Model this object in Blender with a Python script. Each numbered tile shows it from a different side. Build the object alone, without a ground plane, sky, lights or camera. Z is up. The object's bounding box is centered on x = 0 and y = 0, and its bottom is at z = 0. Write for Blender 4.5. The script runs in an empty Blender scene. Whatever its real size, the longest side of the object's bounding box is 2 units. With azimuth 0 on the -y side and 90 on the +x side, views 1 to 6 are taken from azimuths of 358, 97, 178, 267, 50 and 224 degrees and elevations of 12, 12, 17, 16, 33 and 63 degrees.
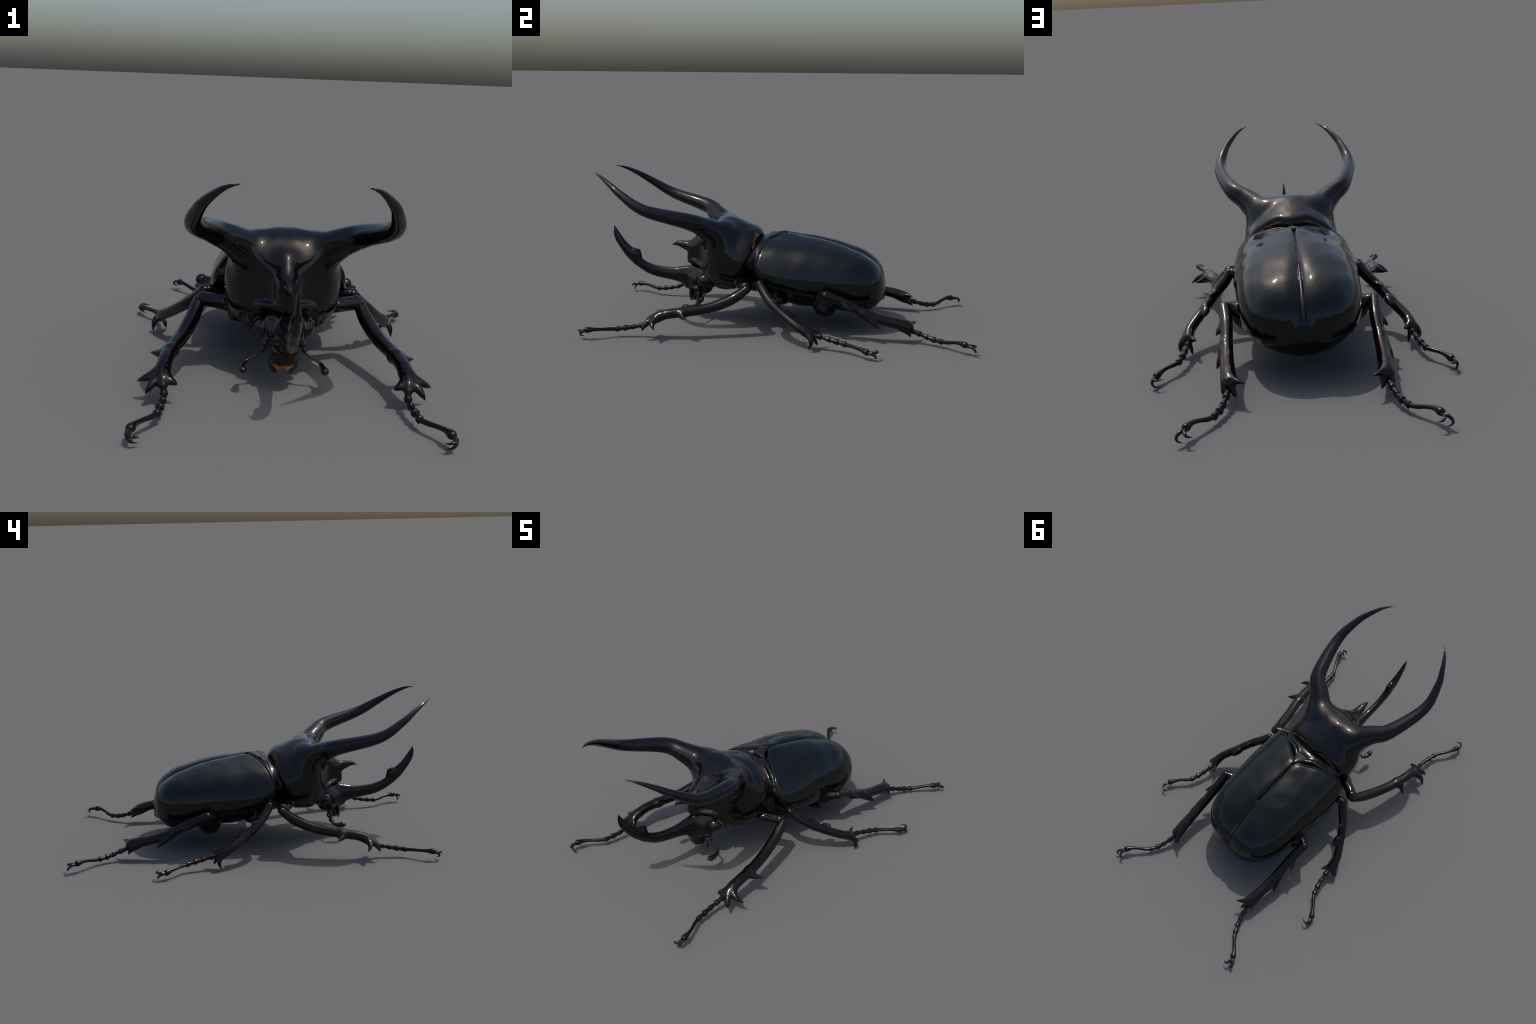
# Three-horned rhinoceros beetle, built part by part from profiles, spines and signed-distance blends.
import bpy, bmesh, math, random
import numpy as np
from mathutils import Vector, Matrix

random.seed(7)
RNG = np.random.default_rng(7)

# ------------------------------------------------------------------ helpers
def spline(P, n=10):
    """Catmull-Rom through points (any dimension)."""
    P = np.asarray(P, float)
    Q = np.vstack([2 * P[0] - P[1], P, 2 * P[-1] - P[-2]])
    out = []
    for i in range(len(P) - 1):
        a, b, c, d = Q[i:i + 4]
        for t in np.arange(n) / n:
            out.append(.5 * (2 * b + (c - a) * t + (2 * a - 5 * b + 4 * c - d) * t * t + (3 * b - a - 3 * c + d) * t ** 3))
    out.append(P[-1])
    return np.array(out)


def hermite(xk, yk, x):
    xk = np.asarray(xk, float); yk = np.asarray(yk, float)
    o = np.argsort(xk); xk = xk[o]; yk = yk[o]
    d = np.gradient(yk, xk)
    x = np.clip(x, xk[0], xk[-1])
    i = np.clip(np.searchsorted(xk, x) - 1, 0, len(xk) - 2)
    h = xk[i + 1] - xk[i]; t = (x - xk[i]) / h
    return ((2 * t ** 3 - 3 * t ** 2 + 1) * yk[i] + (t ** 3 - 2 * t ** 2 + t) * h * d[i]
            + (3 * t ** 2 - 2 * t ** 3) * yk[i + 1] + (t ** 3 - t ** 2) * h * d[i + 1])


def sstep(a, b, x):
    t = np.clip((x - a) / (b - a), 0, 1)
    return t * t * (3 - 2 * t)


def make_mesh(name, verts, faces, mat, smooth=True):
    me = bpy.data.meshes.new(name)
    me.from_pydata([tuple(v) for v in verts], [], [tuple(f) for f in faces])
    me.validate()
    if smooth:
        me.polygons.foreach_set("use_smooth", [True] * len(me.polygons))
    me.materials.append(mat)
    me.update()
    return me


def add(name, me, parent):
    ob = bpy.data.objects.new(name, me)
    bpy.context.scene.collection.objects.link(ob)
    ob.parent = parent
    return ob


class Geo:
    """Accumulates vertices and faces of several simple solids into one mesh."""
    def __init__(self):
        self.v = []; self.f = []

    def put(self, V, F):
        o = len(self.v)
        self.v += [tuple(p) for p in V]
        self.f += [tuple(i + o for i in q) for q in F]

    def tube(self, pts, rad, n=10, sides=12, up=(0, 0, 1), cap=True, sub=True):
        """Tube along pts; rad = per-point radius or (a, b) pair (side, up)."""
        pts = np.asarray(pts, float); rad = np.asarray(rad, float)
        if rad.ndim == 1:
            rad = np.stack([rad, rad], 1)
        if sub:
            C = spline(pts, n); R = np.maximum(spline(rad, n), 1e-4)
        else:
            C, R = pts, rad
        T = np.gradient(C, axis=0); T /= np.linalg.norm(T, axis=1)[:, None]
        up = np.asarray(up, float)
        V = []
        for c, t, r in zip(C, T, R):
            s = np.cross(t, up); s /= np.linalg.norm(s) + 1e-12
            u = np.cross(s, t)
            for k in range(sides):
                a = 2 * math.pi * k / sides
                V.append(c + s * math.cos(a) * r[0] + u * math.sin(a) * r[1])
        m = len(C); F = []
        for i in range(m - 1):
            for k in range(sides):
                k2 = (k + 1) % sides
                F.append((i * sides + k, i * sides + k2, (i + 1) * sides + k2, (i + 1) * sides + k))
        if cap:
            V.append(C[0] - T[0] * R[0].mean() * .35); V.append(C[-1] + T[-1] * R[-1].mean() * .35)
            a, b = m * sides, m * sides + 1
            for k in range(sides):
                k2 = (k + 1) % sides
                F.append((a, k2, k)); F.append((b, (m - 1) * sides + k, (m - 1) * sides + k2))
        self.put(V, F)

    def ball(self, c, r, axes=None, nu=24, nv=14):
        c = np.asarray(c, float)
        r = np.asarray(r, float) * np.ones(3)
        A = np.eye(3) if axes is None else np.asarray(axes, float)
        V = [c + A[2] * r[2]]
        for j in range(1, nv):
            th = math.pi * j / nv
            for i in range(nu):
                ph = 2 * math.pi * i / nu
                l = np.array([math.sin(th) * math.cos(ph), math.sin(th) * math.sin(ph), math.cos(th)]) * r
                V.append(c + l @ A)
        V.append(c - A[2] * r[2])
        F = []
        for i in range(nu):
            F.append((0, 1 + i, 1 + (i + 1) % nu))
            for j in range(nv - 2):
                a = 1 + j * nu
                F.append((a + i, a + nu + i, a + nu + (i + 1) % nu, a + (i + 1) % nu))
            a = 1 + (nv - 2) * nu
            F.append((a + i, len(V) - 1, a + (i + 1) % nu))
        self.put(V, F)

    def mesh(self, name, mat):
        me = make_mesh(name, self.v, self.f, mat)
        bm = bmesh.new(); bm.from_mesh(me)
        bmesh.ops.recalc_face_normals(bm, faces=bm.faces)
        bm.to_mesh(me); bm.free()
        return me


# ------------------------------------------------------------------ signed distance modelling
class Field:
    """Regular grid on which smooth blends of simple solids are evaluated."""
    def __init__(self, lo, hi, h):
        self.lo = np.array(lo, float); self.h = h
        self.n = np.ceil((np.array(hi) - self.lo) / h).astype(int) + 1
        self.ax = [(self.lo[i] + h * np.arange(self.n[i])).astype(np.float32) for i in range(3)]
        self.d = np.full(self.n, 1.0, np.float32)

    def window(self, lo, hi):
        i0 = np.clip(np.floor((np.asarray(lo) - self.lo) / self.h).astype(int), 0, self.n - 1)
        i1 = np.clip(np.ceil((np.asarray(hi) - self.lo) / self.h).astype(int) + 1, 1, self.n)
        return tuple(slice(a, b) for a, b in zip(i0, i1))

    def grids(self, w):
        return np.meshgrid(*[self.ax[i][w[i]] for i in range(3)], indexing="ij", sparse=True)

    def tube(self, pts, rad, k, n=8, sub=True, mask=None):
        """Smoothly unite a round tube of changing radius; rad per point."""
        C = spline(pts, n) if sub else np.asarray(pts, float)
        R = spline(np.asarray(rad, float)[:, None], n)[:, 0] if sub else np.asarray(rad, float)
        R = np.maximum(R, 2e-4)
        m = k + R.max() + 4 * self.h
        w = self.window(C.min(0) - m, C.max(0) + m)
        X, Y, Z = self.grids(w)
        best = np.full(np.broadcast(X, Y, Z).shape, 9.0, np.float32)
        for a, b, ra, rb in zip(C[:-1], C[1:], R[:-1], R[1:]):
            mm = k + max(ra, rb) + 4 * self.h
            ww = self.window(np.minimum(a, b) - mm, np.maximum(a, b) + mm)
            x, y, z = self.grids(ww)
            loc = tuple(slice(s.start - t.start, s.stop - t.start) for s, t in zip(ww, w))
            ab = (b - a).astype(np.float32); L = float(ab @ ab) + 1e-12
            px, py, pz = x - np.float32(a[0]), y - np.float32(a[1]), z - np.float32(a[2])
            t = np.clip((px * ab[0] + py * ab[1] + pz * ab[2]) / L, 0, 1)
            d = np.sqrt((px - t * ab[0]) ** 2 + (py - t * ab[1]) ** 2 + (pz - t * ab[2]) ** 2) - (ra + (rb - ra) * t)
            best[loc] = np.minimum(best[loc], d)
        self.unite(w, best, k)

    def ball(self, c, r, k, axes=None):
        c = np.asarray(c, float); r = np.asarray(r, float) * np.ones(3)
        A = np.eye(3) if axes is None else np.asarray(axes, float)
        m = k + r.max() + 3 * self.h
        w = self.window(c - m, c + m)
        x, y, z = self.grids(w)
        p = [x - np.float32(c[0]), y - np.float32(c[1]), z - np.float32(c[2])]
        q = [(p[0] * A[i][0] + p[1] * A[i][1] + p[2] * A[i][2]) / r[i] for i in range(3)]
        g = np.sqrt(q[0] ** 2 + q[1] ** 2 + q[2] ** 2)
        g2 = np.sqrt((q[0] / r[0]) ** 2 + (q[1] / r[1]) ** 2 + (q[2] / r[2]) ** 2) + 1e-6
        self.unite(w, (g * (g - 1) / g2).astype(np.float32), k)

    def unite(self, w, d, k):
        a = self.d[w]
        if k <= 0:
            self.d[w] = np.minimum(a, d); return
        h = np.clip(.5 + .5 * (a - d) / k, 0, 1)
        self.d[w] = a + (d - a) * h - k * h * (1 - h)

    def carve(self, w, d, k):
        """Keep only where d < 0 (smooth intersection)."""
        a = self.d[w]
        h = np.clip(.5 - .5 * (a - d) / k, 0, 1)
        self.d[w] = a + (d - a) * h + k * h * (1 - h)

    def surface(self, smooth=4, mirror=False):
        D = self.d; lo = self.lo.copy()
        if mirror:                                    # grid starts at x = 0
            D = np.concatenate([D[:0:-1], D], 0)
            lo[0] = -self.h * (self.n[0] - 1)
        n = D.shape
        ins = D < 0
        c = np.zeros([s - 1 for s in n], np.int8)
        corners = [(i, j, k) for i in (0, 1) for j in (0, 1) for k in (0, 1)]
        sl = lambda o: tuple(slice(o[a], n[a] - 1 + o[a]) for a in range(3))
        for o in corners:
            c += ins[sl(o)]
        act = (c > 0) & (c < 8)
        idx = np.full(c.shape, -1, np.int64)
        cell = np.argwhere(act); idx[act] = np.arange(len(cell))
        acc = np.zeros((len(cell), 3)); cnt = np.zeros(len(cell))
        for o in corners:
            for a in range(3):
                if o[a]:
                    continue
                p = np.array(o); q = p.copy(); q[a] = 1
                d0 = D[tuple((cell + p).T)]; d1 = D[tuple((cell + q).T)]
                m = (d0 < 0) != (d1 < 0)
                t = d0[m] / (d0[m] - d1[m])
                pt = np.repeat(p[None].astype(float), m.sum(), 0); pt[:, a] += t
                acc[m] += pt; cnt[m] += 1
        V = lo + (cell + acc / cnt[:, None]) * self.h
        F = []
        for a in range(3):
            b, e = (a + 1) % 3, (a + 2) % 3
            s0 = [slice(1, n[i] - 1) for i in range(3)]; s0[a] = slice(0, n[a] - 1)
            s1 = list(s0); s1[a] = slice(1, n[a])
            u, v = ins[tuple(s0)], ins[tuple(s1)]
            for flip, mk in ((False, u & ~v), (True, ~u & v)):
                P = np.argwhere(mk) + np.array([0 if i == a else 1 for i in range(3)])
                eb = np.zeros(3, int); eb[b] = 1; ee = np.zeros(3, int); ee[e] = 1
                q = np.stack([idx[tuple((P - eb - ee).T)], idx[tuple((P - ee).T)], idx[tuple(P.T)], idx[tuple((P - eb).T)]], 1)
                F.append(q[:, ::-1] if flip else q)
        F = np.vstack(F)
        F = F[(F >= 0).all(1)]
        E = np.vstack([F[:, [0, 1]], F[:, [1, 2]], F[:, [2, 3]], F[:, [3, 0]]])
        deg = np.bincount(E[:, 0], minlength=len(V)) + np.bincount(E[:, 1], minlength=len(V))
        for it in range(smooth):
            for lam in (.5, -.52):
                S = np.zeros_like(V)
                for a in range(3):
                    S[:, a] = (np.bincount(E[:, 0], V[E[:, 1], a], len(V)) + np.bincount(E[:, 1], V[E[:, 0], a], len(V)))
                V = V + lam * (S / np.maximum(deg, 1)[:, None] - V)
        return V, F


def vertex_normals(V, F):
    n = np.cross(V[F[:, 2]] - V[F[:, 0]], V[F[:, 3]] - V[F[:, 1]])
    N = np.zeros_like(V)
    for k in range(4):
        for a in range(3):
            N[:, a] += np.bincount(F[:, k], n[:, a], len(V))
    return N / (np.linalg.norm(N, axis=1)[:, None] + 1e-12)


def split(V, F, label, parts):
    """parts: list of (name, label value, material, parent-getter). One smooth skin cut into named regions."""
    N = vertex_normals(V, F)
    made = {}
    for name, val, mat, par in parts:
        f = F[label == val]
        if not len(f):
            continue
        used, inv = np.unique(f, return_inverse=True)
        me = make_mesh(name, V[used], inv.reshape(-1, 4), mat)
        if len(me.vertices) == len(used):
            me.normals_split_custom_set_from_vertices([tuple(x) for x in N[used]])
        made[val] = add(name, me, made[par] if isinstance(par, int) else par)
    return made


# ------------------------------------------------------------------ materials
def chitin(name, base, tint=None, rough=.1, tint_scale=9., bump=.03, bump_scale=60., coat=0.0, spec=.5, mask=None):
    m = bpy.data.materials.new(name); m.use_nodes = True
    nt = m.node_tree; N = nt.nodes; L = nt.links
    p = N["Principled BSDF"]
    tc = N.new("ShaderNodeTexCoord")
    nz = N.new("ShaderNodeTexNoise"); nz.inputs["Scale"].default_value = tint_scale; nz.inputs["Detail"].default_value = 4
    L.new(tc.outputs["Object"], nz.inputs["Vector"])
    rp = N.new("ShaderNodeValToRGB")
    rp.color_ramp.elements[0].position = .38; rp.color_ramp.elements[0].color = (*base, 1)
    rp.color_ramp.elements[1].position = .68; rp.color_ramp.elements[1].color = (*(tint or base), 1)
    L.new(nz.outputs["Fac"], rp.inputs["Fac"])
    L.new(rp.outputs["Color"], p.inputs["Base Color"])
    fine = N.new("ShaderNodeTexNoise"); fine.inputs["Scale"].default_value = bump_scale; fine.inputs["Detail"].default_value = 5
    L.new(tc.outputs["Object"], fine.inputs["Vector"])
    mr = N.new("ShaderNodeMapRange")
    mr.inputs["To Min"].default_value = rough * .8; mr.inputs["To Max"].default_value = rough * 1.3
    L.new(fine.outputs["Fac"], mr.inputs["Value"])
    L.new(mr.outputs["Result"], p.inputs["Roughness"])
    bp = N.new("ShaderNodeBump"); bp.inputs["Strength"].default_value = bump; bp.inputs["Distance"].default_value = .004
    L.new(fine.outputs["Fac"], bp.inputs["Height"])
    L.new(bp.outputs["Normal"], p.inputs["Normal"])
    p.inputs["Specular IOR Level"].default_value = spec
    p.inputs["Coat Weight"].default_value = coat
    return m


M_ELY = chitin("green_black_wing_case", (.0022, .0036, .0033), (.0034, .0050, .0040), rough=.07, bump=.09, bump_scale=75, spec=.42)
M_PRO = chitin("violet_black_shell", (.0026, .0021, .0027), (.0038, .0027, .0030), rough=.06, bump=.02, spec=.42)
M_HEAD = chitin("head_black", (.0024, .002, .0022), (.0042, .0024, .002), rough=.08, bump=.08, bump_scale=90, spec=.42)
M_LEG = chitin("red_black_leg", (.0022, .0014, .0015), (.0085, .0016, .0012), rough=.085, bump=.03, tint_scale=14, spec=.38)
M_TAR = chitin("brown_black_tarsus", (.0032, .002, .002), (.011, .0026, .0018), rough=.26, bump=.05, tint_scale=25, spec=.30)
M_CLAW = chitin("claw_brown", (.006, .002, .0015), (.013, .0032, .002), rough=.14, bump=.02, spec=.4)
M_BELLY = chitin("underside_black", (.0022, .002, .002), (.0036, .0026, .0022), rough=.14, bump=.15, bump_scale=45, spec=.4)
M_PLATE = chitin("collar_plate", (.0042, .0044, .0044), (.008, .0066, .006), rough=.2, bump=.4, bump_scale=45, spec=.4)
M_SCUT = chitin("scutellum_brown", (.007, .005, .005), (.018, .008, .0065), rough=.2, bump=.3, bump_scale=40, tint_scale=20)
M_BROWN = chitin("membrane_brown", (.016, .0075, .006), (.028, .012, .009), rough=.35, bump=.3, bump_scale=60)
M_RED = chitin("joint_red", (.016, .0025, .002), (.008, .003, .003), rough=.2)
M_EYE = chitin("eye_black", (.003, .0033, .004), rough=.06, bump=0.0)
M_ANT = chitin("antenna_brown", (.0045, .0025, .002), (.025, .009, .0035), rough=.16, tint_scale=40)
M_CLUB = chitin("club_brown", (.006, .0025, .002), (.010, .0036, .0025), rough=.16)
M_HAIR = chitin("orange_bristle", (.22, .08, .009), (.15, .048, .006), rough=.45, bump=0.0, tint_scale=60, spec=.3)
M_TUFT = chitin("mouth_bristle", (.55, .20, .02), (.42, .12, .012), rough=.45, bump=0.0, tint_scale=60, spec=.3)
M_JOINT = chitin("joint_orange", (.10, .030, .005), (.02, .005, .003), rough=.4, bump=0.0, tint_scale=60, spec=.3)

# ------------------------------------------------------------------ the beetle
root = bpy.data.objects.new("rhinoceros_beetle", None)
bpy.context.scene.collection.objects.link(root)
root["label"] = "glossy black rhinoceros beetle with three long curved horns"
root["category"] = "beetle"

# ---- wing cases and abdomen share one fan of sections (top ridge, lateral margin, belly line)
TOP = np.array([(.008, .4985), (.05, .4970), (.11, .4890), (.21, .4715), (.30, .4490), (.38, .4230), (.44, .3985), (.49, .3680), (.523, .3340), (.543, .2930), (.5535, .2520), (.5565, .2250)])
SIDE = np.array([(.2590, -.125, .3480), (.2740, -.080, .3030), (.2810, .0, .2680), (.2785, .10, .2440), (.2715, .20, .2270), (.2630, .30, .2120), (.2450, .389, .2050), (.2150, .4640, .2120), (.1700, .5140, .2200), (.1180, .5390, .2100), (.0650, .5500, .1920), (.0160, .5558, .2220)])
BOT = np.array([(-.11, .215), (-.07, .180), (-.01, .130), (.09, .102), (.20, .094), (.30, .085), (.38, .077), (.45, .078), (.50, .105), (.533, .140), (.548, .170), (.5550, .202)])
PEXP = np.array([1.85, 1.95, 2.1, 2.35, 2.55, 2.62, 2.58, 2.5, 2.4, 2.25, 2.1, 2.08])
SUT = np.array([.0035, .0026, .0022, .0023, .0028, .0036, .0048, .0055, .0060, .0062, .006, .006])


def fan(nu):
    k = nu
    top = spline(TOP, k); side = spline(SIDE, k); bot = spline(BOT, k)
    pe = spline(PEXP[:, None], k)[:, 0]; g = spline(SUT[:, None], k)[:, 0]
    return top, side, bot, pe, g


def wing_case():
    top, side, bot, pe, g = fan(14)
    S = np.linspace(0, 1, len(top))
    ns = int(len(top) * .925); nv = 64                       # the tips stop short of the pole and leave the tail plate bare
    top, side, pe, g, S = top[:ns], side[:ns], pe[:ns], g[:ns], S[:ns]
    P = np.zeros((ns, nv, 3))
    for i in range(ns):
        p = pe[i]; w = side[i, 0]
        ph0 = np.arcsin(np.clip((g[i] / w), 0, .98) ** (p / 2))
        ph = ph0 + (math.pi / 2 - ph0) * np.linspace(0, 1, nv) ** .9
        sx = np.sin(ph) ** (2 / p); cz = np.cos(ph); cz = np.clip(cz, 0, 1) ** (2 / p)
        t = sstep(.0, .35, S[i])
        ky = (1 - sx) ** 1.45 * (1 - t) + cz * t
        P[i, :, 0] = w * sx
        P[i, :, 1] = side[i, 1] + (top[i, 0] - side[i, 1]) * ky
        P[i, :, 2] = side[i, 2] + (top[i, 1] - side[i, 2]) * cz
        # the last rows tuck under the flank to the lower margin
        tuck = np.clip((np.arange(nv) - (nv - 9)) / 8., 0, 1)
        dep = (.022 + .018 * float(sstep(.5, .75, S[i]))) * min(1, w / .12)
        P[i, :, 2] -= dep * tuck
        P[i, :, 0] *= 1 - .030 * tuck ** 2
    # surface relief along the normal: sutural bead and groove, margin bead, shoulder and apical bulges
    du = np.gradient(P, axis=0); dv = np.gradient(P, axis=1)
    N = np.cross(du, dv); N /= np.linalg.norm(N, axis=2)[..., None] + 1e-12
    if N[ns // 2, nv // 2, 2] < 0:
        N = -N
    ds = np.cumsum(np.linalg.norm(np.diff(P, axis=1, prepend=P[:, :1]), axis=2), axis=1)     # distance from suture
    dm = ds[:, -1:] - ds                                                                      # distance from margin
    df = np.cumsum(np.linalg.norm(np.diff(P, axis=0, prepend=P[:1]), axis=2), axis=0)        # distance from front edge
    dr = np.minimum(ds, df * 1.2)
    fade = sstep(.925, .905, S)[:, None]
    rel = .0018 * np.exp(-((dr - .006) / .0045) ** 2) - .0020 * np.exp(-((dr - .0185) / .007) ** 2)
    rel = rel - .006 * np.exp(-(dr / .003) ** 2)
    rel = rel + .0012 * np.exp(-((dm - .005) / .005) ** 2) - .0016 * np.exp(-((dm - .017) / .005) ** 2)
    X, Y = P[..., 0], P[..., 1]
    rel = rel * fade
    rel = rel + .005 * np.exp(-(((X - .12) / .05) ** 2 + ((Y - .44) / .06) ** 2))            # apical callus
    rel = rel + .004 * np.exp(-(((X - .20) / .05) ** 2 + ((Y + .05) / .06) ** 2))            # shoulder callus
    rel = rel - .009 * np.exp(-((X / .034) ** 2)) * sstep(.28, .46, Y) * sstep(.93, .84, S)[:, None]    # notch along the rear seam
    rel = rel - .004 * np.exp(-(((X - .07) / .03) ** 2 + ((Y + .03) / .05) ** 2))
    for fx, fy, px, am in ((17, 9, .4, .0013), (31, 13, 2.1, .0009), (9, 21, 4.0, .0012), (46, 27, 1.2, .0005)):
        rel = rel + am * np.sin(fx * X * 2 + fy * Y + px) * np.cos(fy * Y * 1.3 - fx * X * .6 + 2 * px)
    P = P + N * rel[..., None]
    inner = P - N * .007
    inner[:, 0, 0] = np.maximum(inner[:, 0, 0], .002)
    V = np.vstack([P.reshape(-1, 3), inner.reshape(-1, 3)])
    o = ns * nv; F = []
    q = lambda i, j: i * nv + j
    for i in range(ns - 1):
        for j in range(nv - 1):
            F.append((q(i, j), q(i + 1, j), q(i + 1, j + 1), q(i, j + 1)))
            F.append((o + q(i, j), o + q(i, j + 1), o + q(i + 1, j + 1), o + q(i + 1, j)))
    for i in range(ns - 1):
        F.append((q(i, 0), o + q(i, 0), o + q(i + 1, 0), q(i + 1, 0)))
        F.append((q(i, nv - 1), q(i + 1, nv - 1), o + q(i + 1, nv - 1), o + q(i, nv - 1)))
    for j in range(nv - 1):
        F.append((q(0, j), q(0, j + 1), o + q(0, j + 1), o + q(0, j)))
        F.append((q(ns - 1, j), o + q(ns - 1, j), o + q(ns - 1, j + 1), q(ns - 1, j + 1)))
    me = make_mesh("wing_case", V, F, M_ELY)
    bm = bmesh.new(); bm.from_mesh(me)
    bmesh.ops.recalc_face_normals(bm, faces=bm.faces)
    bm.to_mesh(me); bm.free()
    return me


me = wing_case()
wc = add("wing_case", me, root)
wc2 = add("wing_case", me, root); wc2.scale.x = -1


def abdomen():
    top, side, bot, pe, g = fan(12)
    ns = len(top); nt = 144
    V = []; F = []
    for i in range(ns):
        s = i / (ns - 1)
        w = side[i, 0] * (.965 + .030 * float(sstep(.72, .88, s)))
        groove = .0
        for j in range(nt):
            a = 2 * math.pi * j / nt
            sx, cz = math.cos(a), math.sin(a)
            if cz >= 0:
                ex = 2 / pe[i]
                cx = math.copysign(abs(sx) ** ex, sx); c = cz ** ex
                t = float(sstep(.0, .35, s)); r = abs(cx)
                ky = (1 - r) ** 1.45 * (1 - t) + c * t
                y = side[i, 1] + (top[i, 0] - side[i, 1]) * ky
                z = side[i, 2] + (top[i, 1] - .013 * float(sstep(.97, .85, s)) - side[i, 2]) * c - .018 * float(sstep(.93, .84, s)) * math.exp(-(w * cx / .04) ** 2) * float(sstep(.25, .44, y)) * c
            else:
                ex = 2 / 1.9
                c = abs(cz) ** ex
                cx = math.copysign(abs(sx) ** ex, sx) * (1 - min(1, c * 3) * (1 - float(np.interp(side[i, 1], [-.125, -.06, .06, .25, .42], [.60, .72, .82, .84, .96]))))
                y = side[i, 1] + (bot[i, 0] - side[i, 1]) * c
                z = side[i, 2] + (bot[i, 1] - side[i, 2]) * c
                # sternite folds
                z += .0025 * max(0, math.cos(y * 2 * math.pi / .075)) ** 6 * (1 if y > .1 else 0) * min(1, c * 3)
            V.append((w * cx, y, z))
    for i in range(ns - 1):
        for j in range(nt):
            k = (j + 1) % nt
            F.append((i * nt + j, i * nt + k, (i + 1) * nt + k, (i + 1) * nt + j))
    V.append(tuple(np.mean(V[:nt], 0))); V.append(tuple(np.mean(V[(ns - 1) * nt:ns * nt], 0)))
    for j in range(nt):
        k = (j + 1) % nt
        F.append((len(V) - 2, k, j)); F.append((len(V) - 1, (ns - 1) * nt + j, (ns - 1) * nt + k))
    return make_mesh("abdomen", V, F, M_BELLY)


ab = add("abdomen", abdomen(), root)

# brown back of the abdomen showing in the gap between the wing cases
g = Geo()
pts = [(0, y, z - .017 - .008 * float(sstep(.3, .46, y))) for y, z in TOP[4:10]]
g.tube(pts, [(.005, .006), (.007, .006), (.009, .006), (.010, .006), (.010, .006), (.009, .005)], n=4, sides=8)
back = add("abdomen_back", g.mesh("abdomen_back", M_BROWN), ab)

# ---- middle body: collar plate, scutellum, breast
f = Field((0, -.30, .14), (.26, .06, .52), .006)
f.ball((0, -.09, .34), (.205, .085, .142), .01)
f.ball((0, -.175, .365), (.205, .115, .100), .03)
f.ball((0, -.15, .29), (.145, .12, .12), .03)
f.ball((.085, -.07, .245), (.095, .075, .085), .03)
f.ball((0, -.12, .235), (.11, .12, .06), .03)
f.tube([(0, -.015, .478), (.06, -.065, .478), (.12, -.085, .463), (.17, -.10, .435), (.205, -.115, .40)], [.012, .011, .011, .011, .01], .012)
V, F = f.surface(mirror=True)
breast = add("breast", make_mesh("breast", V, F, M_PLATE), root)

g = Geo()
g.tube([(0, -.06, .483), (0, -.025, .492), (0, .0, .4965), (0, .022, .4985)], [(.040, .009), (.027, .010), (.013, .010), (.002, .006)], n=8, sides=20)
scut = add("scutellum", g.mesh("scutellum", M_SCUT), breast)

# ---- prothorax with thoracic horns: one blended skin
HORN = np.array([(.1805, -.9950, .8205), (.2275, -.9460, .8035), (.2705, -.8850, .7690), (.3085, -.8130, .7210), (.3305, -.6851, .6470), (.2725, -.4728, .5871), (.202, -.402, .546), (.120, -.325, .482)])
HORN_R = [.0018, .0082, .0145, .0208, .0305, .0430, .0540, .078]
f = Field((0, -1.01, .17), (.40, -.07, .845), .0055)
w = f.window((-1, -.62, .1), (1, 0, 1))
X, Y, Z = f.grids(w)
y1 = f.ax[1][w[1]]
yk = [-.56, -.53, -.50, -.47, -.44, -.40, -.36, -.30, -.25, -.20, -.15, -.10, -.06]
W = hermite(yk, [.03, .052, .078, .105, .130, .158, .184, .2150, .2235, .222, .216, .207, .20], y1).astype(np.float32)
T = hermite(yk, [.34, .36, .400, .437, .487, .544, .5705, .5785, .5645, .547, .527, .500, .47], y1).astype(np.float32)
Bt = hermite(yk, [.325, .318, .312, .303, .280, .228, .190, .183, .188, .200, .220, .240, .255], y1).astype(np.float32)
W, T, Bt = (a[None, :, None] for a in (W, T, Bt))
zc = Bt + (T - Bt) * .47; hu = T - zc; hd = zc - Bt
q = np.where(Z > zc, (Z - zc) / hu, (zc - Z) / hd)
gexp = np.where(Z > zc, 2.5 - .75 * sstep(-.33, -.22, Y), 3.0)        # sloping shoulders behind the horns
gg = ((X / W) ** gexp + np.abs(q) ** gexp) ** (1 / gexp)
d = (gg - 1) * np.minimum(W, np.where(Z > zc, hu, hd)) * .9
d = d + .0011 * np.sin(44 * X + 1.3) * np.sin(37 * Y + 26 * Z) + .0008 * np.sin(71 * Y + 31 * X) * np.cos(52 * X + 18 * Z)
f.d[w] = np.minimum(f.d[w], d.astype(np.float32))
# hind edge: curved cut with a raised central lobe
yh = -.114 - .022 * sstep(.015, .075, X) - .50 * X ** 2 - .42 * np.maximum(0, .40 - Z)
f.carve(w, ((Y - yh) * .85).astype(np.float32), .022)
# deep hollows of the front face on both sides of the keel, and the blunt front end
ch = .250 - np.sqrt((X - .235) ** 2 + (Y + .636) ** 2 + ((Z - .390) * .88) ** 2)
f.carve(w, ch.astype(np.float32), .035)
f.carve(w, (-.528 - Y).astype(np.float32) + 0 * X + 0 * Z, .01)
f.tube(HORN, HORN_R, .042, n=10)
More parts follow.
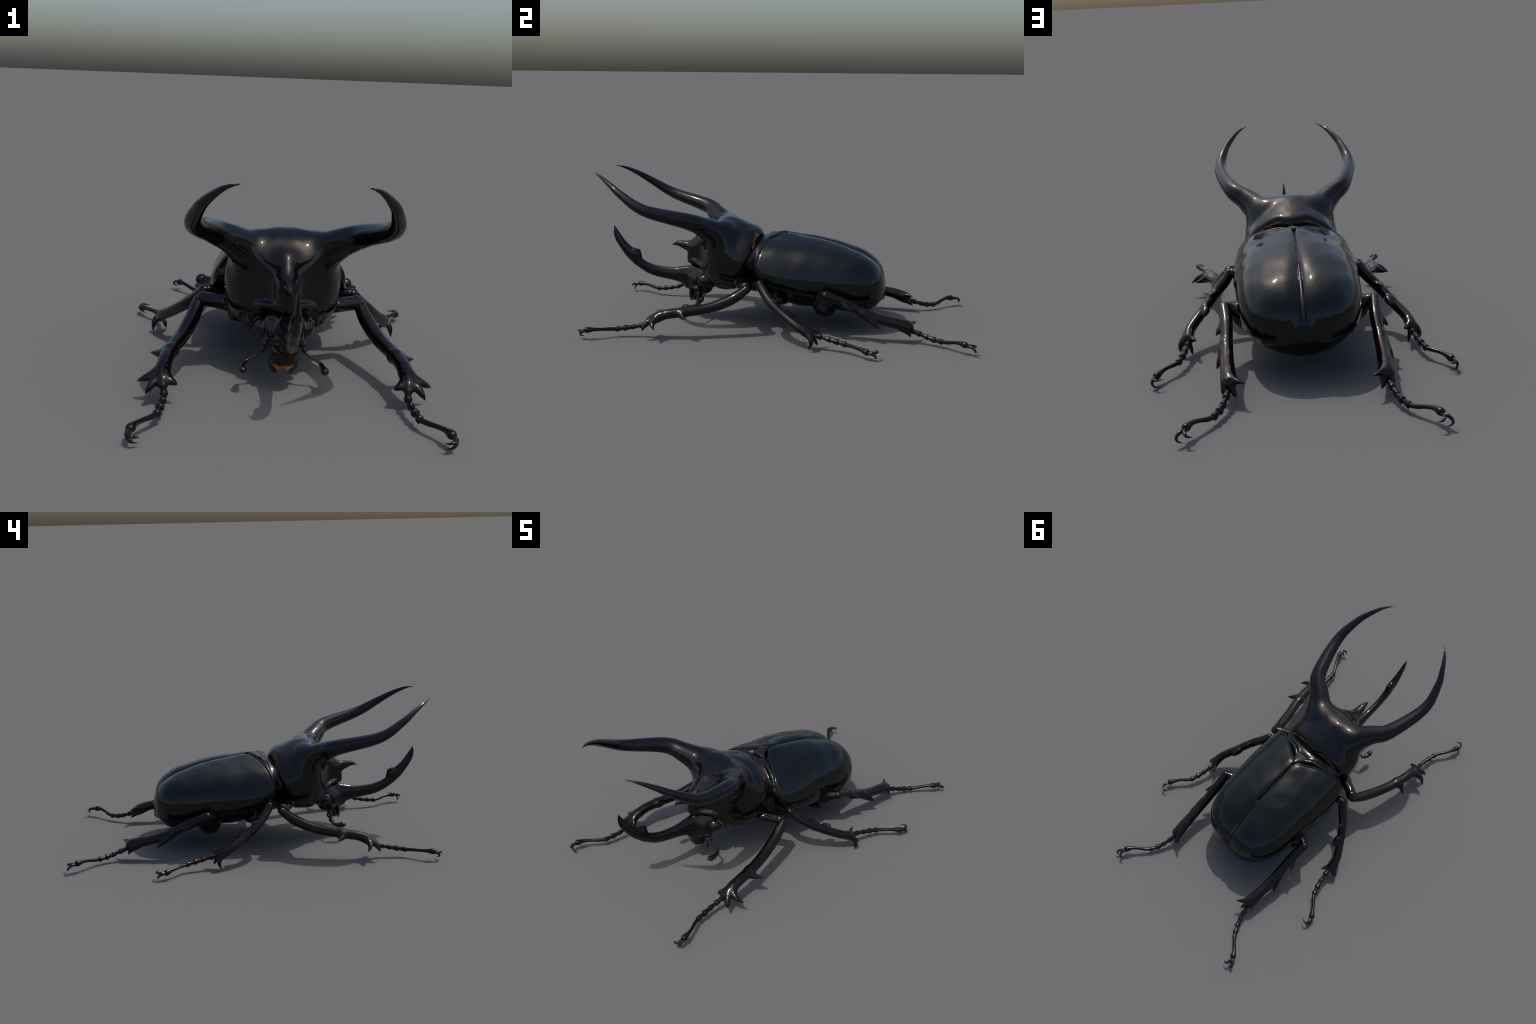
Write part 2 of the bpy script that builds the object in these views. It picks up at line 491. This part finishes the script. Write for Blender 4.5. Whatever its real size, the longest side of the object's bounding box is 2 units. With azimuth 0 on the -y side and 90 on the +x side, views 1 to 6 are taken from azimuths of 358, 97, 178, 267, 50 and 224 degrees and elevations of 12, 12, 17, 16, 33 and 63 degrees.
# keel and small frontal horn on the mid line
f.tube([(0, -.43, .475), (0, -.478, .425), (0, -.496, .37), (0, -.504, .330)], [.036, .030, .026, .020], .045)
f.tube([(0, -.485, .405), (0, -.535, .405), (0, -.585, .416), (0, -.625, .4055)], [.034, .027, .0155, .0022], .025)
# rim of the head opening ending in a pointed front angle
f.tube([(0, -.518, .322), (.045, -.487, .324), (.085, -.448, .316), (.108, -.415, .296), (.121, -.396, .258), (.125, -.401, .219)], [.011, .010, .010, .011, .010, .003], .014)
V, F = f.surface(mirror=True)
c = V[F].mean(1)
ax = np.abs(c[:, 0])
HC = spline(HORN, 12)
dd = np.full(len(c), 9.); tt = np.zeros(len(c))
for i, p in enumerate(HC):
    e = np.sqrt((ax - p[0]) ** 2 + (c[:, 1] - p[1]) ** 2 + (c[:, 2] - p[2]) ** 2)
    m = e < dd; dd[m] = e[m]; tt[m] = i / 12
rr = np.interp(tt, range(8), HORN_R)
lab = np.zeros(len(c), int)
hornface = (dd < rr * 1.35) & (tt < 5.35)
lab[hornface & (c[:, 0] > 0)] = 1
lab[hornface & (c[:, 0] <= 0)] = 2
lab[(ax < .03) & (c[:, 1] < -.535) & (c[:, 2] > .37)] = 3
made = split(V, F, lab, [("prothorax", 0, M_PRO, root), ("thoracic_horn", 1, M_PRO, 0), ("thoracic_horn", 2, M_PRO, 0), ("frontal_horn", 3, M_PRO, 0)])
pro = made[0]

# ---- orange bristle fringe under the hind edge of the prothorax
def bristles(name, starts, dirs, length, r, mat, parent, jitter=.35):
    g = Geo()
    for s, dv in zip(starts, dirs):
        s = np.asarray(s) + RNG.normal(0, .0012, 3)
        dv = np.asarray(dv, float); dv = dv / np.linalg.norm(dv) + RNG.normal(0, jitter * .3, 3)
        l = length * RNG.uniform(.75, 1.2)
        g.tube([s, s + dv * l * .5, s + dv * l], [r, r * .8, r * .15], sub=False, sides=4)
    ob = add(name, g.mesh(name, mat), parent)
    ob["kind"] = "stuff"
    return ob


FR = spline([(0, -.114, .487), (.05, -.131, .491), (.085, -.139, .486), (.12, -.145, .469), (.145, -.147, .452), (.165, -.150, .434)], 40)
st = []; dr = []
for i, p in enumerate(FR):
    for sx in (1, -1):
        for k in range(2):
            off = RNG.uniform(-.003, .003)
            st.append((sx * p[0], p[1] - .008, p[2] + off)); dr.append((sx * p[0] * .6, .9, -.25))
bristles("collar_fringe", st, dr, .012, .0016, M_HAIR, pro)

# ---- head with the long cephalic horn: one blended skin
HU = np.array([(-.455, .300), (-.516, .304), (-.552, .291), (-.61, .2805), (-.68, .2795), (-.737, .2865), (-.777, .303), (-.800, .323), (-.8055, .336), (-.8105, .3695), (-.835, .377), (-.857, .389), (-.89, .421), (-.915, .455), (-.933, .484), (-.9475, .509)])
HL = np.array([(-.485, .15), (-.527, .158), (-.556, .185), (-.603, .203), (-.66, .216), (-.715, .2295), (-.765, .248), (-.812, .272), (-.835, .285), (-.862, .308), (-.883, .329), (-.900, .3525), (-.922, .386), (-.940, .420), (-.951, .462), (-.949, .508)])
HB = np.array([.050, .036, .029, .0235, .020, .019, .020, .0215, .022, .0225, .0215, .0195, .0155, .0115, .0065, .001])
f = Field((0, -.97, .085), (.135, -.32, .53), .0036)
w = f.window((-1, -2, -1), (1, -.43, 1))
X, Y, Z = f.grids(w)
U = spline(HU, 8); Lo = spline(HL, 8); Bh = np.maximum(spline(HB[:, None], 8)[:, 0], .0008)
U[56:72] = np.vstack([np.linspace(HU[7], HU[8], 8, endpoint=False), np.linspace(HU[8], HU[9], 8, endpoint=False)])
mid = (U + Lo) / 2
y2 = f.ax[1][w[1]][:, None]; z2 = f.ax[2][w[2]][None, :]
best = np.full((len(f.ax[1][w[1]]), len(f.ax[2][w[2]])), 9., np.float32)
off = np.zeros_like(best); hb = np.ones_like(best); hh = np.ones_like(best)
for i in range(len(mid) - 1):
    a, b = mid[i], mid[i + 1]; ab = b - a; LL = ab @ ab + 1e-12
    t = np.clip(((y2 - a[0]) * ab[0] + (z2 - a[1]) * ab[1]) / LL, 0, 1)
    ey, ez = y2 - a[0] - t * ab[0], z2 - a[1] - t * ab[1]
    e = np.sqrt(ey ** 2 + ez ** 2)
    m = e < best
    best[m] = e[m]
    hi = np.linalg.norm(U[i] - Lo[i]) / 2; hj = np.linalg.norm(U[i + 1] - Lo[i + 1]) / 2
    hh[m] = np.maximum((hi + (hj - hi) * t)[m], .0012); hb[m] = (Bh[i] + (Bh[i + 1] - Bh[i]) * t)[m]
gx = (X / hb[None]); gz = (best / hh)[None]
gg = (np.abs(gx) ** 2.2 + gz ** 2.0) ** .48
dh = (gg - 1) * np.minimum(hb, hh)[None]
f.d[w] = np.minimum(f.d[w], dh.astype(np.float32))
f.tube([(0, -.840, .338), (0, -.820, .359), (0, -.8065, .3725)], [.017, .0105, .002], .006)
f.ball((0, -.425, .240), (.082, .082, .076), .02)
f.ball((0, -.475, .205), (.066, .045, .055), .03)
f.ball((.055, -.470, .178), (.028, .024, .016), .014)
V, F = f.surface(mirror=True, smooth=2)
c = V[F].mean(1)
lab = np.where(c[:, 1] < -.535, 1, 0)
made = split(V, F, lab, [("head", 0, M_HEAD, root), ("cephalic_horn", 1, M_PRO, 0)])
head = made[0]

g = Geo()
g.ball((.070, -.424, .228), (.0405, .042, .040), nu=36, nv=22)
em = g.mesh("eye", M_EYE)
e1 = add("eye", em, head); e2 = add("eye", em, head); e2.scale.x = -1

# clypeus: flat tapering shield over the mouth
bm = bmesh.new()
rows = [(.058, -.512, .182, .030), (.052, -.521, .162, .024), (.043, -.522, .137, .018), (.033, -.522, .112, .014)]
prev = None
for hwid, yf, z, th in rows:
    r = [bm.verts.new((x, y, z)) for x, y in ((-hwid, yf + .012), (-hwid * .86, yf + .001), (-hwid * .4, yf - .003), (0, yf - .002), (hwid * .4, yf - .003), (hwid * .86, yf + .001), (hwid, yf + .012), (hwid * .8, yf + th), (0, yf + th), (-hwid * .8, yf + th))]
    if prev:
        for i in range(len(r)):
            bm.faces.new((prev[i], prev[(i + 1) % len(r)], r[(i + 1) % len(r)], r[i]))
    else:
        bm.faces.new(r)
    prev = r
bm.faces.new(prev[::-1])
bmesh.ops.recalc_face_normals(bm, faces=bm.faces)
bmesh.ops.bevel(bm, geom=bm.edges[:], offset=.0035, segments=2, affect="EDGES", profile=.5)
me = bpy.data.meshes.new("clypeus"); bm.to_mesh(me); bm.free()
me.polygons.foreach_set("use_smooth", [True] * len(me.polygons)); me.materials.append(M_HEAD)
add("clypeus", me, head)

# mouthparts behind the clypeus
g = Geo()
g.ball((0, -.478, .148), (.046, .034, .05))
g.ball((0, -.445, .170), (.06, .05, .035))
g.ball((.028, -.487, .128), (.016, .018, .026)); g.ball((-.028, -.487, .128), (.016, .018, .026))
add("mouthparts", g.mesh("mouthparts", M_BELLY), head)
st = []; dr = []
for i in range(150):
    x = RNG.uniform(-.031, .031)
    st.append((x, RNG.uniform(-.517, -.507), .120 - .012 * abs(math.sin(x * 105)) ** 2)); dr.append((-.25 * math.sin(x * 210), RNG.uniform(-.12, .08), -1))
for i in range(80):
    x = RNG.uniform(-.026, .026)
    st.append((x, RNG.uniform(-.497, -.483), .116)); dr.append((-x * 2, RNG.uniform(-.2, .1), -1))
bristles("mouth_brush", st, dr, .014, .0019, M_TUFT, head)
# bristles above the eyes
st = []; dr = []
for i in range(60):
    t = RNG.uniform(0, 1); a = np.array([.088, -.426, .267]) * (1 - t) + np.array([.112, -.403, .240]) * t
    for sx in (1, -1):
        st.append((sx * a[0], a[1] + .012, a[2])); dr.append((sx * .4, -.9, -.15))
bristles("eye_fringe", st, dr, .013, .0018, M_HAIR, head)


def pair(name, me, parent):
    a = add(name, me, parent); b = add(name, me, parent); b.scale.x = -1
    return a, b


g = Geo()
g.tube([(.066, -.458, .168), (.074, -.460, .156), (.081, -.464, .144)], [.007, .0095, .006], n=6)
seg = spline([(.081, -.464, .144), (.098, -.463, .130), (.118, -.461, .117), (.137, -.462, .107)], 2)
for a, b in zip(seg[:-1], seg[1:]):
    g.tube([a, a * .4 + b * .6, b], [.0038, .0058, .0045], n=4, sides=10)
an = pair("antenna", g.mesh("antenna", M_ANT), head)
g = Geo()
g.tube([(.134, -.459, .108), (.142, -.473, .098), (.147, -.497, .092), (.148, -.520, .094), (.146, -.534, .098)], [.006, .010, .0135, .0155, .0105], n=6, sides=14)
cm = g.mesh("antenna_club", M_CLUB)
for o in an:
    add("antenna_club", cm, o)
g = Geo()
g.tube([(.047, -.466, .125), (.049, -.463, .105), (.042, -.463, .085), (.033, -.474, .077), (.024, -.487, .077)], [.005, .006, .007, .0085, .005], n=6, sides=10)
pair("palp", g.mesh("palp", M_ANT), head)

# ---- legs
def tibia(name, spine_pts, radii, spikes, flat=(0, 0, 0), h=.0030, k=.010):
    P = np.vstack([spine_pts] + [np.array(s[0]) for s in spikes])
    f = Field(P.min(0) - .045, P.max(0) + .045, h)
    fl = np.asarray(flat, float)
    for sg in (1, -1):                                                    # flattened shaft: two rods side by side
        f.tube(np.asarray(spine_pts, float) + sg * fl, radii, .014, n=10)
    for pts, rad, kk in spikes:
        f.tube(pts, rad, kk, n=8)
    V, F = f.surface(smooth=2)
    return make_mesh(name, V, F, M_LEG)


def tarsus_segments(pts):
    """Four short flared segments then a long claw segment with a swollen tip."""
    out = []
    P = [np.array(p, float) for p in pts]
    for i in range(4):
        a, b = P[i], P[i + 1]
        t = (b - a) / np.linalg.norm(b - a)
        g = Geo()
        g.tube([a, a + (b - a) * .25, a + (b - a) * .6, a + (b - a) * .92, b + t * .002],
               np.array([.0086, .0098, .0120, .0150, .0122]) * (1.0, .92, 1.08, 1.0)[i], n=5, sides=12)
        for sd in (1, -1):                                             # apical spurs
            n = np.cross(t, (0, 0, 1)); n /= np.linalg.norm(n)
            s = a + (b - a) * .80 + np.array((0, 0, -.006)) + n * sd * .005
            g.tube([s, s + t * .009 + np.array((0, 0, -.003)) + n * sd * .002, s + t * .014 + np.array((0, 0, -.0045)) + n * sd * .003], [.0050, .0034, .0008], n=3, sides=6)
        out.append(g)
    return out


def leg(femur_me, tib_me, tar_pts, last, claws, ring, extra):
    tip_meshes = [g.mesh("tarsus_segment", M_TAR) for g in tarsus_segments(tar_pts)]
    g = Geo()
    L = np.asarray(last, float)
    nL = len(L)
    g.tube(L, np.interp(np.linspace(0, 1, nL), [0, .12, .45, .65, .85, 1], [.0095, .0100, .0082, .0108, .0180, .0125]), n=8, sides=14)
    tip_meshes.append(g.mesh("tarsus_segment", M_TAR))
    claw_me = []
    for pts in claws:
        g = Geo()
        n = len(pts)
        g.tube(pts, np.interp(np.linspace(0, 1, n), [0, .3, .7, 1], [.0080, .0074, .0048, .0008]), n=8, sides=10)
        claw_me.append(g.mesh("claw", M_CLAW))
    for sx in (1, -1):
        lg = add("leg", femur_me, root); lg.scale.x = sx
        add("tibia", tib_me, lg)
        add("knee_membrane", ring, lg)
        for m in tip_meshes:
            add("tarsus_segment", m, lg)
        for m in claw_me:
            add("claw", m, lg)
        for nm, m in extra:
            add(nm, m, lg)


def ring_mesh(c, axis, r, thick=.006):
    axis = np.asarray(axis, float); axis /= np.linalg.norm(axis)
    c = np.asarray(c, float)
    g = Geo()
    g.tube([c - axis * thick, c, c + axis * thick], [r * .96, r, r * .96], n=4, sides=20, up=(0.01, 0.02, 1) if abs(axis[2]) < .9 else (1, 0, 0))
    return g.mesh("knee_membrane", M_JOINT)


# front leg
f = Field((.10, -.30, .16), (.36, -.08, .33), .004)
f.tube([(.13, -.22, .262), (.20, -.205, .258), (.255, -.19, .258), (.300, -.166, .258)], [.040, .034, .029, .029], .01)
f.ball((.303, -.162, .257), (.026, .028, .029), .008)
f.tube([(.225, -.222, .262), (.231, -.233, .247)], [.018, .002], .008)
V, F = f.surface()
fem = make_mesh("leg", V, F, M_LEG)
g = Geo(); g.ball((.165, -.19, .252), (.055, .042, .036))
coxa = g.mesh("coxa", M_RED)
tib = tibia("tibia",
            [(.318, -.158, .250), (.3414, -.2316, .1990), (.3746, -.3405, .1585), (.4074, -.4533, .1425), (.4235, -.5553, .1290), (.4255, -.628, .102), (.4230, -.655, .080)],
            [.0195, .0245, .0238, .0225, .0225, .0195, .0135],
            [([(.405, -.468, .138), (.437, -.470, .131), (.462, -.455, .126), (.484, -.440, .124)], [0.0238, 0.0186, 0.0106, .0021], .018),
             ([(.425, -.590, .116), (.462, -.613, .099), (.492, -.612, .086), (.517, -.596, .070)], [0.0227, 0.0174, 0.0112, .0021], .016),
             ([(.427, -.615, .108), (.452, -.645, .090), (.468, -.662, .072), (.481, -.669, .051)], [0.0205, 0.0162, 0.0112, .0021], .010),
             ([(.425, -.612, .108), (.402, -.640, .094), (.387, -.647, .086), (.374, -.645, .079)], [0.0194, 0.0156, 0.0106, .0021], .010)], flat=(.0045, .001, 0))
tp = [(.4225, -.648, .080), (.4155, -.695, .060), (.418, -.735, .0525), (.424, -.778, .046), (.4305, -.818, .041)]
last = [(.4305, -.818, .041), (.447, -.850, .0435), (.471, -.886, .0475), (.489, -.920, .0505), (.499, -.950, .0500), (.503, -.962, .047)]
claws = [[(.503, -.960, .046), (.509, -.974, .043), (.506, -.985, .031), (.494, -.985, .018), (.475, -.975, .011)],
         [(.500, -.962, .046), (.503, -.982, .047), (.496, -.997, .044), (.483, -.999, .040), (.469, -.989, .0365)]]
leg(fem, tib, tp, last, claws, ring_mesh((.312, -.160, .2555), (.55, .25, -.35), .0215), [("coxa", coxa)])

# middle leg
f = Field((.08, -.20, .14), (.35, .10, .34), .004)
f.tube([(.13, -.03, .215), (.20, -.06, .245), (.25, -.078, .268), (.286, -.088, .277)], [.045, .034, .025, .022], .01)
f.ball((.13, -.02, .165), (.075, .065, .055), .03)
V, F = f.surface()
fem = make_mesh("leg", V, F, M_LEG)
tib = tibia("tibia",
            [(.300, -.090, .276), (.3205, -.0693, .2477), (.3755, -.0194, .1964), (.4276, .055, .1469), (.4780, .137, .1031), (.487, .190, .080)],
            [.0185, .0215, .0205, .0195, .0200, .0190],
            [([(.372, -.015, .203), (.378, .005, .210), (.3775, .0205, .2175)], [.018, .0105, .0021], .010),
             ([(.410, .062, .158), (.413, .087, .152), (.4165, .109, .145)], [.019, .013, .0021], .012),
             ([(.486, .165, .088), (.512, .192, .066), (.524, .196, .040), (.526, .184, .011)], [.021, .0155, .010, .0019], .012),
             ([(.482, .185, .085), (.467, .208, .082), (.457, .226, .084), (.449, .240, .091)], [.016, .0115, .0075, .0019], .010),
             ([(.486, .188, .078), (.480, .206, .056), (.475, .217, .037), (.471, .224, .019)], [.014, .0095, .0085, .003], .010)], flat=(.001, 0, .001))
tp = [(.486, .192, .076), (.488, .245, .067), (.497, .288, .058), (.507, .328, .051), (.520, .366, .0445)]
last = [(.520, .366, .0445), (.538, .389, .045), (.562, .414, .0455), (.583, .443, .0435), (.600, .469, .0375), (.607, .479, .035)]
claws = [[(.606, .477, .034), (.614, .493, .034), (.617, .510, .026), (.610, .516, .013), (.588, .508, .003)],
         [(.604, .479, .036), (.610, .498, .039), (.607, .516, .040), (.594, .523, .0405), (.567, .509, .040)]]
leg(fem, tib, tp, last, claws, ring_mesh((.294, -.0885, .277), (.7, .0, .15), .0192), [])

# hind leg
f = Field((.02, .10, .06), (.36, .36, .30), .004)
A = np.array([(.2, 0.0, .13), (0, 1, 0), (-.13, 0, .2)]); A = A / np.linalg.norm(A, axis=1)[:, None]
f.ball((.185, .240, .158), (.135, .067, .064), .02, axes=A)
f.tube([(.25, .225, .205), (.285, .232, .222), (.308, .245, .232)], [.040, .030, .024], .015)
V, F = f.surface()
fem = make_mesh("leg", V, F, M_LEG)
tib = tibia("tibia",
            [(.320, .252, .236), (.3112, .344, .1982), (.3107, .4414, .1526), (.3104, .5368, .1184), (.3059, .6200, .0995), (.303, .672, .082)],
            [.0215, .0215, .0205, .0230, .0260, .0275],
            [([(.322, .345, .190), (.341, .368, .178), (.3555, .392, .165)], [.020, .0125, .002], .012),
             ([(.318, .445, .145), (.332, .485, .115), (.344, .510, .095), (.3535, .530, .078)], [.023, .0175, .011, .002], .015),
             ([(.298, .655, .095), (.279, .685, .096), (.261, .704, .097), (.243, .717, .095)], [.022, .0145, .008, .0019], .012),
             ([(.308, .640, .085), (.319, .664, .068), (.326, .680, .053), (.327, .687, .037)], [.022, .0145, .009, .0019], .012),
             ([(.300, .660, .075), (.292, .685, .062), (.283, .706, .050), (.277, .719, .041)], [.020, .014, .009, .0019], .012)], flat=(.0045, 0, 0))
tp = [(.3035, .682, .070), (.3145, .737, .0515), (.3255, .772, .0405), (.340, .808, .0325), (.3585, .843, .0300)]
last = [(.3585, .843, .0300), (.381, .868, .0350), (.408, .893, .0450), (.433, .919, .0515), (.450, .944, .0495), (.456, .955, .0465)]
claws = [[(.456, .954, .045), (.470, .972, .046), (.483, .988, .037), (.480, .996, .024), (.461, .993, .014)],
         [(.452, .956, .046), (.456, .976, .048), (.452, .993, .045), (.443, .999, .040), (.426, .993, .0345)]]
leg(fem, tib, tp, last, claws, ring_mesh((.317, .246, .236), (.45, .5, .25), .0205), [])
